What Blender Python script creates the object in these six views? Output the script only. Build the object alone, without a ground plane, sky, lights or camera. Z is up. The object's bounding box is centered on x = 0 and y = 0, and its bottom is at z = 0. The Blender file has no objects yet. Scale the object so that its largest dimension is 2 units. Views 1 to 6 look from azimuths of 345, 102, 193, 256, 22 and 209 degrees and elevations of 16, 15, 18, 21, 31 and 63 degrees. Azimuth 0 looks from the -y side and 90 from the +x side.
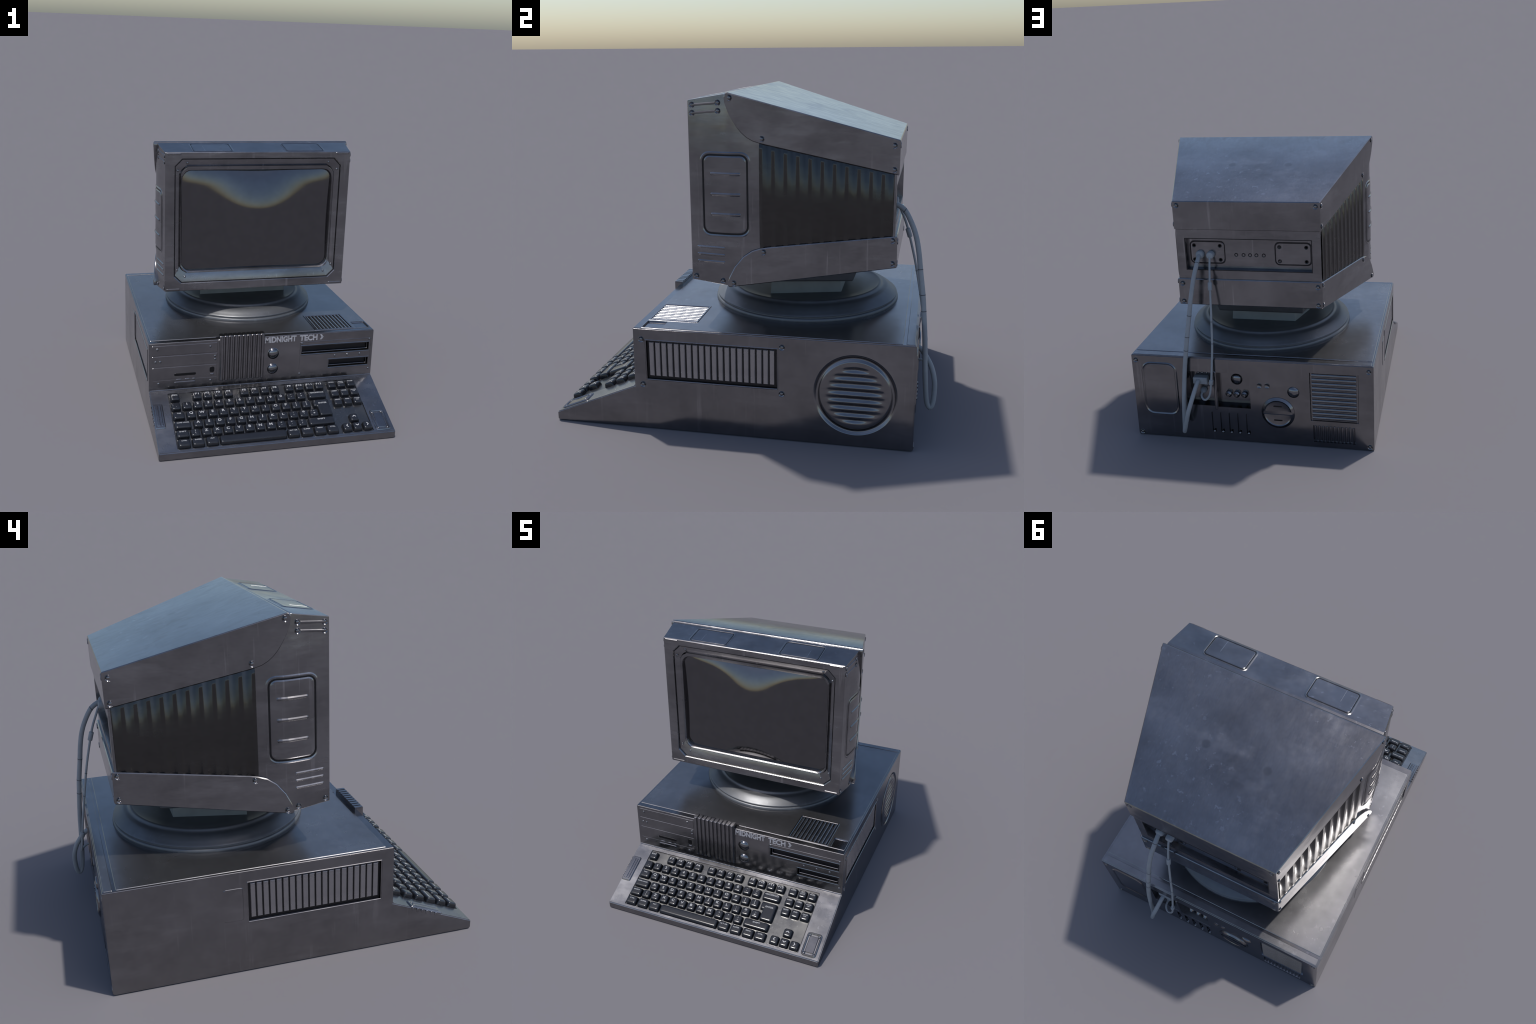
"""Retro desktop computer: flat metal case with a built-in sloping keyboard,
CRT monitor on a swivel foot, and two cables at the back."""
import bpy, bmesh, math, random
from mathutils import Vector, Matrix

random.seed(7)
SC = bpy.context.scene.collection

# ------------------------------------------------------------------ materials
def _n(nt, kind, **kw):
    n = nt.nodes.new(kind)
    for k, v in kw.items():
        if k in n.inputs:
            n.inputs[k].default_value = v
        else:
            setattr(n, k, v)
    return n


def _ramp(nt, fac, stops):
    r = nt.nodes.new("ShaderNodeValToRGB")
    els = r.color_ramp.elements
    els[0].position, els[1].position = stops[0][0], stops[-1][0]
    for p, c in stops[1:-1]:
        els.new(p)
    for e, (p, c) in zip(els, stops):
        e.position = p
        e.color = (c, c, c, 1) if isinstance(c, (int, float)) else (*c, 1)
    nt.links.new(fac, r.inputs["Fac"])
    return r.outputs["Color"]


def _mix(nt, a, b, fac, blend="MIX"):
    m = nt.nodes.new("ShaderNodeMix")
    m.data_type, m.blend_type = "RGBA", blend
    for sock, v in ((m.inputs[6], a), (m.inputs[7], b)):
        if hasattr(v, "is_linked"):
            nt.links.new(v, sock)
        else:
            sock.default_value = (*v, 1)
    if hasattr(fac, "is_linked"):
        nt.links.new(fac, m.inputs[0])
    else:
        m.inputs[0].default_value = fac
    return m.outputs[2]


def metal(name, base, rough, brush=(1, 1, 1), wear=0.5, rvar=0.08, edge=0.0, bump=0.02, metallic=0.97):
    """Dark worn steel: clouded tone, fine brushed grain, pale smears, soft edges."""
    m = bpy.data.materials.new(name)
    m.use_nodes = True
    nt = m.node_tree
    p = nt.nodes["Principled BSDF"]
    co = nt.nodes.new("ShaderNodeTexCoord").outputs["Object"]

    def tex(scale, stretch=(1, 1, 1), detail=5, rg=0.6, off=0.0):
        mp = _n(nt, "ShaderNodeMapping")
        mp.inputs["Scale"].default_value = stretch
        mp.inputs["Location"].default_value = (off, off * 2, off * 3)
        nt.links.new(co, mp.inputs["Vector"])
        t = _n(nt, "ShaderNodeTexNoise", Scale=scale, Detail=detail, Roughness=rg)
        nt.links.new(mp.outputs[0], t.inputs["Vector"])
        return t.outputs["Fac"]

    cloud = tex(3.2, off=1.3)
    grain = tex(16, brush, 6, 0.65, 4.1)
    smear = tex(6.0, (0.35, 0.35, 1.6), 4, 0.7, 8.0)
    b = Vector(base)
    col = _ramp(nt, cloud, [(0.3, tuple(b * (1 - 0.13 * wear * 2))), (0.5, tuple(b)), (0.72, tuple(b * (1 + 0.14 * wear * 2)))])
    g = _ramp(nt, grain, [(0.3, 0.86), (0.7, 1.1)])
    col = _mix(nt, col, g, 0.55, "MULTIPLY")
    sm = _ramp(nt, smear, [(0.52, 0.0), (0.74, 0.6 * wear)])
    col = _mix(nt, col, tuple(min(1, v) for v in b * 1.55 + Vector((.01, .01, .012))), sm)
    scr = _ramp(nt, tex(26, (1.0, 1.0, 0.045), 3, 0.7, 11.0), [(0.605, 0.0), (0.67, 0.5 * wear)])
    gate = _ramp(nt, tex(2.6, (1, 1, 1), 2, 0.5, 15.0), [(0.44, 0.0), (0.60, 1.0)])
    scr = _mix(nt, (0, 0, 0), scr, gate)
    col = _mix(nt, col, tuple(min(1, v) for v in b * 1.9 + Vector((.02, .02, .022))), scr)
    nt.links.new(col, p.inputs["Base Color"])
    mr = _n(nt, "ShaderNodeMapRange")
    mr.inputs[1].default_value, mr.inputs[2].default_value = 0.3, 0.7
    mr.inputs[3].default_value, mr.inputs[4].default_value = max(0.03, rough - rvar), rough + rvar
    nt.links.new(tex(4.5, brush, 6, 0.6, 2.2), mr.inputs[0])
    add = _n(nt, "ShaderNodeMath", operation="MULTIPLY_ADD")
    nt.links.new(sm, add.inputs[0])
    add.inputs[1].default_value = 0.16
    nt.links.new(mr.outputs[0], add.inputs[2])
    nt.links.new(add.outputs[0], p.inputs["Roughness"])
    p.inputs["Metallic"].default_value = metallic
    nrm = None
    if edge > 0:
        bv = _n(nt, "ShaderNodeBevel", samples=4)
        bv.inputs["Radius"].default_value = edge
        nrm = bv.outputs[0]
    if bump > 0:
        bp = _n(nt, "ShaderNodeBump", Strength=bump, Distance=0.004)
        nt.links.new(grain, bp.inputs["Height"])
        if nrm:
            nt.links.new(nrm, bp.inputs["Normal"])
        nrm = bp.outputs[0]
    if nrm:
        nt.links.new(nrm, p.inputs["Normal"])
    return m


def plastic(name, base, rough, spec=0.5, coat=0.0, var=0.1, scale=9.0):
    m = bpy.data.materials.new(name)
    m.use_nodes = True
    nt = m.node_tree
    p = nt.nodes["Principled BSDF"]
    co = nt.nodes.new("ShaderNodeTexCoord").outputs["Object"]
    t = _n(nt, "ShaderNodeTexNoise", Scale=scale, Detail=5.0, Roughness=0.6)
    nt.links.new(co, t.inputs["Vector"])
    b = Vector(base)
    nt.links.new(_ramp(nt, t.outputs["Fac"], [(0.3, tuple(b * (1 - var))), (0.7, tuple(b * (1 + var)))]), p.inputs["Base Color"])
    p.inputs["Roughness"].default_value = rough
    p.inputs["Specular IOR Level"].default_value = spec
    p.inputs["Coat Weight"].default_value = coat
    p.inputs["Coat Roughness"].default_value = 0.1
    return m


STEEL = (0.226, 0.222, 0.231)
M_CASE = metal("case_steel", STEEL, 0.17, (1, 1, 1), 0.55, 0.05, bump=0.0)
M_DECK = metal("deck_steel", (0.235, 0.232, 0.242), 0.255, (1, 1, 1), 0.7, 0.06, bump=0.0)
M_LID = metal("lid_steel", (0.235, 0.233, 0.243), 0.25, (1, 1, 1), 0.45, 0.03, bump=0.0, metallic=0.90)
M_MON = metal("monitor_steel", (0.226, 0.222, 0.231), 0.20, (1, 1, 5), 0.85, bump=0.0)
M_SHELL = metal("brushed_shell_steel", (0.234, 0.230, 0.238), 0.17, (7, 1.2, 7), 0.85, 0.05, bump=0.02)


def stains(mat, places, radius, strength):
    """Two faint round stains left on the top plate."""
    nt = mat.node_tree
    p = nt.nodes["Principled BSDF"]
    co = nt.nodes.new("ShaderNodeTexCoord").outputs["Object"]
    col = p.inputs["Base Color"].links[0].from_socket
    for loc in places:
        d = _n(nt, "ShaderNodeVectorMath", operation="DISTANCE")
        d.inputs[1].default_value = loc
        nt.links.new(co, d.inputs[0])
        col = _mix(nt, col, (0.14, 0.14, 0.145), _ramp(nt, d.outputs["Value"], [(radius * 0.6, strength), (radius * 0.85, strength * 0.7), (radius, 0.0)]))
    nt.links.new(col, p.inputs["Base Color"])


stains(M_SHELL, ((0.180, 0.335, 1.627), (-0.178, 0.336, 1.627)), 0.026, 0.55)
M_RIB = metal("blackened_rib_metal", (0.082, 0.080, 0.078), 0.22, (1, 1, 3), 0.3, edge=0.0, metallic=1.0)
M_SLAT = metal("slat_steel", (0.40, 0.395, 0.41), 0.25, (1, 1, 1), 0.15, bump=0.0, edge=0.0)
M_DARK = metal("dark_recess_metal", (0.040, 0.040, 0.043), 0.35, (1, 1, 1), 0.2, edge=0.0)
M_FAN = metal("fan_steel", STEEL, 0.18, (1, 3, 3), 0.3, edge=0.0, bump=0.0)
M_CHROME = metal("bright_fitting_metal", (0.225, 0.225, 0.235), 0.12, (1, 1, 1), 0.2, 0.03, edge=0.0, bump=0.0)
M_PLATE = metal("keyboard_plate_metal", (0.140, 0.139, 0.139), 0.30, (1, 1, 1), 0.8, 0.1)
M_SCREEN = metal("crt_glass", (0.142, 0.140, 0.146), 0.07, (1, 1, 1), 0.0, 0.01, edge=0.0, bump=0.0, metallic=1.0)
M_FOOT = metal("swivel_foot_metal", (0.150, 0.155, 0.165), 0.43, (1, 1, 1), 0.3, 0.03, edge=0.0, bump=0.0, metallic=0.60)
M_NECK = plastic("neck_plastic", (0.25, 0.27, 0.27), 0.6, 0.3)
M_CABLE = plastic("cable_rubber", (0.31, 0.325, 0.345), 0.55, 0.4)
M_RING = plastic("cable_ring_rubber", (0.10, 0.10, 0.11), 0.6, 0.3)
M_KEY = plastic("key_plastic", (0.0135, 0.0145, 0.0185), 0.20, 0.5, 0.15, 0.12, 30)
M_PRINT = plastic("key_print", (0.42, 0.42, 0.43), 0.5, 0.3)
M_BRAND = plastic("brand_print", (0.33, 0.33, 0.36), 0.5, 0.3, 0.0, 0.35, 60)

# ------------------------------------------------------------------ helpers
ROOT = bpy.data.objects.new("retro_computer", None)
SC.objects.link(ROOT)
ROOT["label"] = "dark steel retro desktop computer with monitor and keyboard"
ROOT["category"] = "computer"


def obj(name, mesh, parent, mat=None, stuff=False):
    o = bpy.data.objects.new(name, mesh)
    SC.objects.link(o)
    o.parent = parent
    if mat and not mesh.materials:
        mesh.materials.append(mat)
    if stuff:
        o["kind"] = "stuff"
    return o


def bm_mesh(bm, name, smooth=None):
    bmesh.ops.recalc_face_normals(bm, faces=bm.faces)
    me = bpy.data.meshes.new(name)
    bm.to_mesh(me)
    bm.free()
    if smooth is not None:
        for p in me.polygons:
            p.use_smooth = True
        me.set_sharp_from_angle(angle=math.radians(smooth))
    return me


def rrect(x0, x1, y0, y1, r=0.0, n=4, chamfer=False):
    """Rounded (or chamfered) rectangle outline, (n+1) points per corner, counter-clockwise."""
    if r <= 0:
        return [(x1, y1), (x0, y1), (x0, y0), (x1, y0)]
    pts = []
    for cx, cy, a in ((x1 - r, y1 - r, 0), (x0 + r, y1 - r, 90), (x0 + r, y0 + r, 180), (x1 - r, y0 + r, 270)):
        for i in range(n + 1):
            if chamfer:
                a0, a1 = math.radians(a), math.radians(a + 90)
                t = i / n
                pts.append((cx + r * (math.cos(a0) * (1 - t) + math.cos(a1) * t), cy + r * (math.sin(a0) * (1 - t) + math.sin(a1) * t)))
            else:
                b = math.radians(a + 90 * i / n)
                pts.append((cx + r * math.cos(b), cy + r * math.sin(b)))
    return pts


def ellipse(cx, cy, rx, ry, n=32):
    return [(cx + rx * math.cos(math.tau * i / n), cy + ry * math.sin(math.tau * i / n)) for i in range(n)]


def offset(pts, d):
    """Inset a counter-clockwise outline by d along its corner bisectors."""
    out, n = [], len(pts)
    for i in range(n):
        p, q, r = Vector(pts[i - 1]), Vector(pts[i]), Vector(pts[(i + 1) % n])
        e1, e2 = q - p, r - q
        if e1.length < 1e-9:
            e1 = q - Vector(pts[i - 2])
        if e2.length < 1e-9:
            e2 = Vector(pts[(i + 2) % n]) - q
        n1, n2 = Vector((-e1.y, e1.x)).normalized(), Vector((-e2.y, e2.x)).normalized()
        b = n1 + n2
        b = b / max(0.5, b.length_squared / 2) if b.length > 1e-6 else n1
        out.append(tuple(q + b * d))
    return out


def loft(bm, rings, cap0=True, cap1=True):
    vs = [[bm.verts.new(p) for p in ring] for ring in rings]
    for a, b in zip(vs, vs[1:]):
        for i in range(len(a)):
            j = (i + 1) % len(a)
            bm.faces.new((a[i], a[j], b[j], b[i]))
    if cap0:
        bm.faces.new(list(reversed(vs[0])))
    if cap1:
        bm.faces.new(vs[-1])
    return vs


# Each map turns (u, v, height above the surface) into a point of the object.
def on_front(u, v, h):
    return (u, -0.547 - h, v)


def on_back(u, v, h):
    return (-u, 0.8925 + h, v)       # u runs to -x so outlines stay counter-clockwise


def on_right(u, v, h):
    return (0.7495 + h, u, v)


def on_left(u, v, h):
    return (-0.7495 - h, -u, v)


def on_top(u, v, h):
    return (u, v, 0.5555 + h)


TH = math.atan2(0.1875, 0.4505)


def on_deck(u, s, h):
    return (u, -0.9995 + s * math.cos(TH) - h * math.sin(TH), 0.047 + s * math.sin(TH) + h * math.cos(TH))


def on_monitor_back(u, v, h):
    return (-u, 0.757 + h, v)


def on_shell_back(u, v, h):
    return (-u, 0.769 + h, v)


def plate(bm, out, mp, h0, h1, bev=0.002, cuts=(), drop=None):
    """Solid plate from height h0 to h1 with a bevelled top edge, laid on a mapped surface."""
    g = bmesh.new()
    rings = [[(x, y, h0) for x, y in out], [(x, y, h1 - (bev if drop is None else drop)) for x, y in out],
             [(x, y, h1) for x, y in offset(out, bev)]]
    loft(g, rings)
    for c in cuts:
        bmesh.ops.bisect_plane(g, geom=g.verts[:] + g.edges[:] + g.faces[:], plane_co=(c, 0, 0), plane_no=(1, 0, 0))
    idx = {}
    for v in g.verts:
        idx[v.index if False else v] = bm.verts.new(mp(*v.co))
    for f in g.faces:
        bm.faces.new([idx[v] for v in f.verts])
    g.free()


def frame(bm, out, mp, width, h0, h1, bev=0.002, drop=None):
    """Raised bead that follows a closed outline."""
    a, b = out, offset(out, width)
    ai, bi = offset(out, bev), offset(out, width - bev)
    drop = bev if drop is None else drop
    rings = [[mp(x, y, h0) for x, y in a], [mp(x, y, h1 - drop) for x, y in a], [mp(x, y, h1) for x, y in ai],
             [mp(x, y, h1) for x, y in bi], [mp(x, y, h1 - drop) for x, y in b], [mp(x, y, h0) for x, y in b]]
    rings.append(rings[0])
    vs = [[bm.verts.new(p) for p in ring] for ring in rings[:-1]]
    vs.append(vs[0])
    for p, q in zip(vs, vs[1:]):
        for i in range(len(p)):
            j = (i + 1) % len(p)
            bm.faces.new((p[i], p[j], q[j], q[i]))


def groove(bm, out, mp, width, h_out, h_in):
    """Pressed rim round a panel: slopes from h_out at the outline down to h_in inside."""
    n = []
    for p, q in zip(out, out[1:] + out[:1]):
        k = max(1, int(max(abs(p[0] - q[0]), abs(p[1] - q[1])) / 0.012))
        n += [(p[0] + (q[0] - p[0]) * j / k, p[1] + (q[1] - p[1]) * j / k) for j in range(k)]
    rings = [[mp(x, y, -0.004) for x, y in n], [mp(x, y, 0.0004) for x, y in n], [mp(x, y, h_out) for x, y in offset(n, 0.006)],
             [mp(x, y, h_in) for x, y in offset(n, 0.006 + width)], [mp(x, y, -0.004) for x, y in offset(n, 0.0065 + width)]]
    vs = [[bm.verts.new(p) for p in ring] for ring in rings]
    vs.append(vs[0])
    for p, q in zip(vs, vs[1:]):
        for i in range(len(p)):
            j = (i + 1) % len(p)
            bm.faces.new((p[i], p[j], q[j], q[i]))


def lathe(bm, prof, mp, cx=0.0, cy=0.0, n=24):
    """Surface of revolution standing on a mapped surface; prof = (radius, height) from rim to axis."""
    rings = [[mp(cx + r * math.cos(math.tau * i / n), cy + r * math.sin(math.tau * i / n), h) for i in range(n)] for r, h in prof if r > 1e-6]
    loft(bm, rings, cap0=False, cap1=prof[-1][0] > 1e-6)
    if prof[-1][0] <= 1e-6:
        bm.verts.ensure_lookup_table()
        last = bm.verts[-n:]
        c = bm.verts.new(mp(cx, cy, prof[-1][1]))
        for i in range(n):
            bm.faces.new((last[i], last[(i + 1) % n], c))


def dome(r, h, steps=8):
    return [(r * math.cos(a), h * math.sin(a)) for a in [math.pi / 2 * i / steps for i in range(steps)]] + [(0, h)]


def cut(o, build):
    """Subtract the solid that build(bm) makes."""
    bm = bmesh.new()
    build(bm)
    me = bm_mesh(bm, "cutter")
    c = bpy.data.objects.new("cutter", me)
    SC.objects.link(c)
    md = o.modifiers.new("cut", "BOOLEAN")
    md.operation, md.object, md.solver = "DIFFERENCE", c, "EXACT"
    return c


def apply_mods(o, smooth=None):
    bpy.context.view_layer.update()
    dg = bpy.context.evaluated_depsgraph_get()
    me = bpy.data.meshes.new_from_object(o.evaluated_get(dg))
    gone = [m.object for m in o.modifiers if m.type == "BOOLEAN"]
    o.modifiers.clear()
    o.data = me
    for c in gone:
        bpy.data.objects.remove(c)
    if smooth is not None:
        for p in me.polygons:
            p.use_smooth = True
        me.set_sharp_from_angle(angle=math.radians(smooth))


def bevel(o, w, seg=2, ang=30):
    b = o.modifiers.new("bevel", "BEVEL")
    b.width, b.segments, b.limit_method, b.angle_limit = w, seg, "ANGLE", math.radians(ang)


def copies(name, mesh, parent, places, mat=None):
    for loc in places:
        o = obj(name, mesh, parent, mat)
        if isinstance(loc, Matrix):
            o.matrix_world = loc
            o.matrix_parent_inverse = Matrix()
            o.matrix_basis = loc
        else:
            o.location = loc


def axes(mp, u, v, h=0.0):
    """Matrix that stands an object made around +z on a mapped surface."""
    o = Vector(mp(u, v, h))
    x = (Vector(mp(u + 0.001, v, h)) - o).normalized()
    z = (Vector(mp(u, v, h + 0.001)) - o).normalized()
    y = z.cross(x).normalized()
    x = y.cross(z)
    return Matrix(((x.x, y.x, z.x, o.x), (x.y, y.y, z.y, o.y), (x.z, y.z, z.z, o.z), (0, 0, 0, 1)))


FLAT = lambda u, v, h: (u, v, h)


def flatten(me, k):
    """Press a relief flat along z but keep the shading of the full-depth shape."""
    nrm = [tuple(n.vector) for n in me.corner_normals]
    for v in me.vertices:
        if v.co.z > 0:
            v.co.z *= k
    me.normals_split_custom_set(nrm)
    return me


def part(name, parent, mat, build, smooth=None, stuff=False):
    bm = bmesh.new()
    build(bm)
    return obj(name, bm_mesh(bm, name, smooth), parent, mat, stuff)


def tube(bm, pts, r, n=12, per=10, cap=True):
    """Round cable swept along a Catmull-Rom spine."""
    P = [Vector(p) for p in pts]
    P = [P[0] * 2 - P[1]] + P + [P[-1] * 2 - P[-2]]
    line = []
    for i in range(1, len(P) - 2):
        for k in range(per):
            t = k / per
            a, b, c, d = P[i - 1], P[i], P[i + 1], P[i + 2]
            line.append(0.5 * (2 * b + (c - a) * t + (2 * a - 5 * b + 4 * c - d) * t * t + (3 * b - a - 3 * c + d) * t ** 3))
    line.append(P[-2])
    up = Vector((1, 0.1, 0.2))
    rings = []
    for i, p in enumerate(line):
        t = (line[min(i + 1, len(line) - 1)] - line[max(i - 1, 0)]).normalized()
        up = (up - t * up.dot(t)).normalized()
        s = t.cross(up)
        rr = r(i / (len(line) - 1)) if callable(r) else r
        rings.append([tuple(p + (up * math.cos(math.tau * k / n) + s * math.sin(math.tau * k / n)) * rr) for k in range(n)])
    loft(bm, rings, cap, cap)
    return line


# ------------------------------------------------------------------ case
HW = 0.7495
PROFILE = [(-0.9995, 0.0), (-0.9995, 0.047), (-0.549, 0.2345), (-0.547, 0.5555), (0.8925, 0.5555), (0.8925, 0.0)]
bm = bmesh.new()
loft(bm, [[(x, y, z) for y, z in PROFILE] for x in (-HW, HW)])
bmesh.ops.recalc_face_normals(bm, faces=bm.faces)
bmesh.ops.bevel(bm, geom=[e for e in bm.edges if e.calc_face_angle(0) > 0.3], offset=0.005, segments=3, affect="EDGES", clamp_overlap=True)
CASE = obj("case", bm_mesh(bm, "case"), ROOT, M_CASE)

rect = lambda a, b, c, d, r=0.0, n=3: rrect(a, b, c, d, r, n)
VENT = (-0.481, 0.212, 0.276, 0.494)          # y range, z range of the side vents


def cut_all():
    def hole(out, mp, depth, taper=0.0):
        inner = offset(out, taper) if taper else out
        cut(CASE, lambda bm: loft(bm, [[mp(x, y, 0.02) for x, y in out], [mp(x, y, 0.0005) for x, y in out], [mp(x, y, -depth) for x, y in inner]]))
    hole(rect(VENT[0], VENT[1], VENT[2], VENT[3], 0.002), on_right, 0.013)
    hole(rect(-VENT[1], -VENT[0], VENT[2], VENT[3], 0.002), on_left, 0.013)
    hole(ellipse(0.601, 0.2755, 0.208, 0.2135, 64), on_right, 0.03)
    # front: drive slots and dents
    hole(rect(0.246, 0.722, 0.411, 0.472), on_front, 0.035, 0.004)
    hole(rect(0.438, 0.722, 0.306, 0.364), on_front, 0.033, 0.004)
    # top vent and a small square dent beside it
    hole(rect(0.357, 0.616, -0.497, -0.242), on_top, 0.016)
    hole(rect(0.640, 0.731, -0.498, -0.397, 0.008), on_top, 0.005, 0.004)
    # back: cover dent, two connector bays, grille, lower comb, slots
    hole(rect(-0.405, -0.228, 0.234, 0.463), on_back, 0.048, 0.009)
    hole(rect(-0.208, -0.001, 0.23, 0.463), on_back, 0.048, 0.009)
    hole(rect(0.368, 0.660, 0.176, 0.496), on_back, 0.008, 0.004)
    hole(rect(0.383, 0.640, 0.034, 0.148), on_back, 0.012, 0.002)
    for i in range(5):
        x = -0.243 + 0.0548 * i
        hole(rrect(x - 0.0125, x + 0.0125, 0.05, 0.196, 0.011, 4), on_back, 0.011, 0.003)
    # keyboard well
    hole(rect(-0.637, 0.611, 0.020, 0.458, 0.008), on_deck, 0.006, 0.004)


cut_all()
apply_mods(CASE)
CASE.data.materials.append(M_DECK)
for f in CASE.data.polygons:
    if f.normal.y < -0.2 and f.normal.z > 0.6:
        f.material_index = 1

# lid: a shallow raised sheet with a step near the back
def lid(bm):
    plate(bm, rect(-0.737, 0.737, -0.508, 0.826, 0.004), on_top, -0.004, 0.0028, 0.0025)


LID = part("case_lid", CASE, M_LID, lid)
cut(LID, lambda bm: plate(bm, rect(0.352, 0.621, -0.502, -0.237), on_top, -0.03, 0.03, 0.0005))
cut(LID, lambda bm: plate(bm, rect(0.637, 0.734, -0.501, -0.394, 0.008), on_top, -0.03, 0.03, 0.0005))
cut(LID, lambda bm: plate(bm, rect(-0.316, 0.008, -0.52, -0.499), on_top, -0.03, 0.03, 0.0005))
apply_mods(LID)
part("lid_rear_strip", CASE, M_LID, lambda bm: plate(bm, rect(-0.737, 0.737, 0.842, 0.884, 0.004), on_top, -0.004, 0.0022, 0.002))


def vent_top(bm):
    frame(bm, rect(0.350, 0.622, -0.505, -0.235), on_top, 0.013, -0.004, 0.0055, 0.003, 0.003)


part("top_vent_frame", CASE, M_CASE, vent_top)
bm = bmesh.new()
plate(bm, rect(-0.0075, 0.0075, -0.124, 0.124), FLAT, -0.016, -0.001, 0.0003)
loft(bm, [[(0.0075 * math.cos(math.pi * k / 8), y, -0.001 + 0.0060 * math.sin(math.pi * k / 8) ** 0.6) for k in range(9)] for y in (-0.124, 0.124)])
bar = bm_mesh(bm, "vent_bar", 50)
copies("vent_bar", bar, CASE, [(0.3735 + 0.0252 * i, -0.3695, 0.554) for i in range(10)], M_SLAT)

# side vents: frame and twenty upright slats on each side
bm = bmesh.new()
plate(bm, rect(-0.0132, 0.0132, -0.093, 0.093), FLAT, -0.006, 0.0, 0.003)
slat = bm_mesh(bm, "vent_slat")
pitch = (0.200 + 0.468) / 20
for mp, sgn in ((on_right, 1), (on_left, -1)):
    a = rect(VENT[0], VENT[1], VENT[2], VENT[3], 0.002) if sgn > 0 else rect(-VENT[1], -VENT[0], VENT[2], VENT[3], 0.002)
    part("vent_frame", CASE, M_CASE, lambda bm: frame(bm, offset(a, -0.003), mp, 0.007, -0.004, 0.003, 0.0025))
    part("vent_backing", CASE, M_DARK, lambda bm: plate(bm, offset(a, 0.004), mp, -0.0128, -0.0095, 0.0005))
    copies("vent_slat", slat, CASE, [axes(mp, sgn * (-0.4685 + pitch * (i + 0.5)), 0.3895, -0.0035) for i in range(20)], M_SLAT)

# round fan grille: rolled rim, then a dished disc with eight louvres
def fan():
    R, rows, segs = 0.209, 48, 120

    def height(r, a):
        v = r * math.sin(a) * 1.02
        if r > 0.172:
            t = (r - 0.172) / (R - 0.172)
            return -0.014 * (0.5 - 0.5 * math.cos(math.tau * t))
        edge = min(1.0, max(0.0, (0.170 - r) / 0.035))
        half = math.sqrt(max(0.0, 0.163 ** 2 - v * v))
        end = min(1.0, max(0.0, (half - abs(r * math.cos(a))) / 0.085))
        k = 0.5 - 0.5 * math.cos(math.tau * (v + 0.1552) / 0.0388)
        return -0.0115 * k * end * edge

    bm = bmesh.new()
    pt = lambda r, a: (r * math.cos(a), 1.02 * r * math.sin(a), height(r, a))
    vs = [[bm.verts.new(pt(R * (1 - i / rows), math.tau * k / segs)) for k in range(segs)] for i in range(rows)]
    c = bm.verts.new(pt(0, 0))
    for a, b in zip(vs, vs[1:]):
        for k in range(segs):
            bm.faces.new((a[k], a[(k + 1) % segs], b[(k + 1) % segs], b[k]))
    for k in range(segs):
        bm.faces.new((vs[-1][k], vs[-1][(k + 1) % segs], c))
    for f in bm.faces:
        f.normal_update()
    if sum(f.normal.z for f in bm.faces) < 0:
        bmesh.ops.reverse_faces(bm, faces=bm.faces)
    me = bpy.data.meshes.new("fan_grille")
    bm.to_mesh(me)
    bm.free()
    for p in me.polygons:
        p.use_smooth = True
    nrm = [tuple(n.vector) for n in me.corner_normals]
    for v in me.vertices:
        v.co.z = v.co.z * 0.5 + 0.0012
    me.normals_split_custom_set(nrm)
    return me


FANM = fan()
FANM.materials.append(M_FAN)
copies("fan_grille", FANM, CASE, [axes(on_right, 0.601, 0.2755)])

# dished screws, shared by case and monitor
bm = bmesh.new()
lathe(bm, [(0.0165, -0.002), (0.0160, 0.0060), (0.0150, 0.0066), (0.0100, 0.0015), (0.0090, 0.0010), (0.0080, 0.0045), (0.0045, 0.0064), (0, 0.0066)], FLAT, n=24)
screw = flatten(bm_mesh(bm, "screw", 40), 0.32)
bm = bmesh.new()
lathe(bm, dome(0.0085, 0.006, 5), FLAT, n=14)
rivet = bm_mesh(bm, "rivet", 60)

copies("screw", screw, CASE, [axes(on_right, y, z) for y, z in ((-0.503, 0.495), (-0.503, 0.247), (0.234, 0.502), (0.232, 0.253))]
       + [axes(on_back, x, z) for x, z in ((0.721, 0.519), (-0.721, 0.519), (0.724, 0.023), (-0.724, 0.020))], M_CASE)
copies("rivet", rivet, CASE, [axes(on_front, x, z) for x, z in (
    (-0.697, 0.513), (-0.36, 0.513), (-0.708, 0.430), (-0.679, 0.430), (-0.328, 0.446), (-0.328, 0.424), (-0.69, 0.281), (-0.356, 0.280),
    (0.250, 0.491), (0.722, 0.492), (0.242, 0.277), (0.728, 0.279), (0.483, 0.390), (0.571, 0.390), (0.659, 0.390))], M_CHROME)

# left side: one faint flat cover
part("side_cover", CASE, M_CASE, lambda bm: plate(bm, rect(-0.331, -0.233, 0.293, 0.470, 0.012), on_left, -0.003, 0.0022, 0.002))

part("dark_oval", CASE, M_RIB, lambda bm: plate(bm, rrect(0.295, 0.362, 0.308, 0.328, 0.0095), on_front, -0.003, 0.0009, 0.0006))

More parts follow.
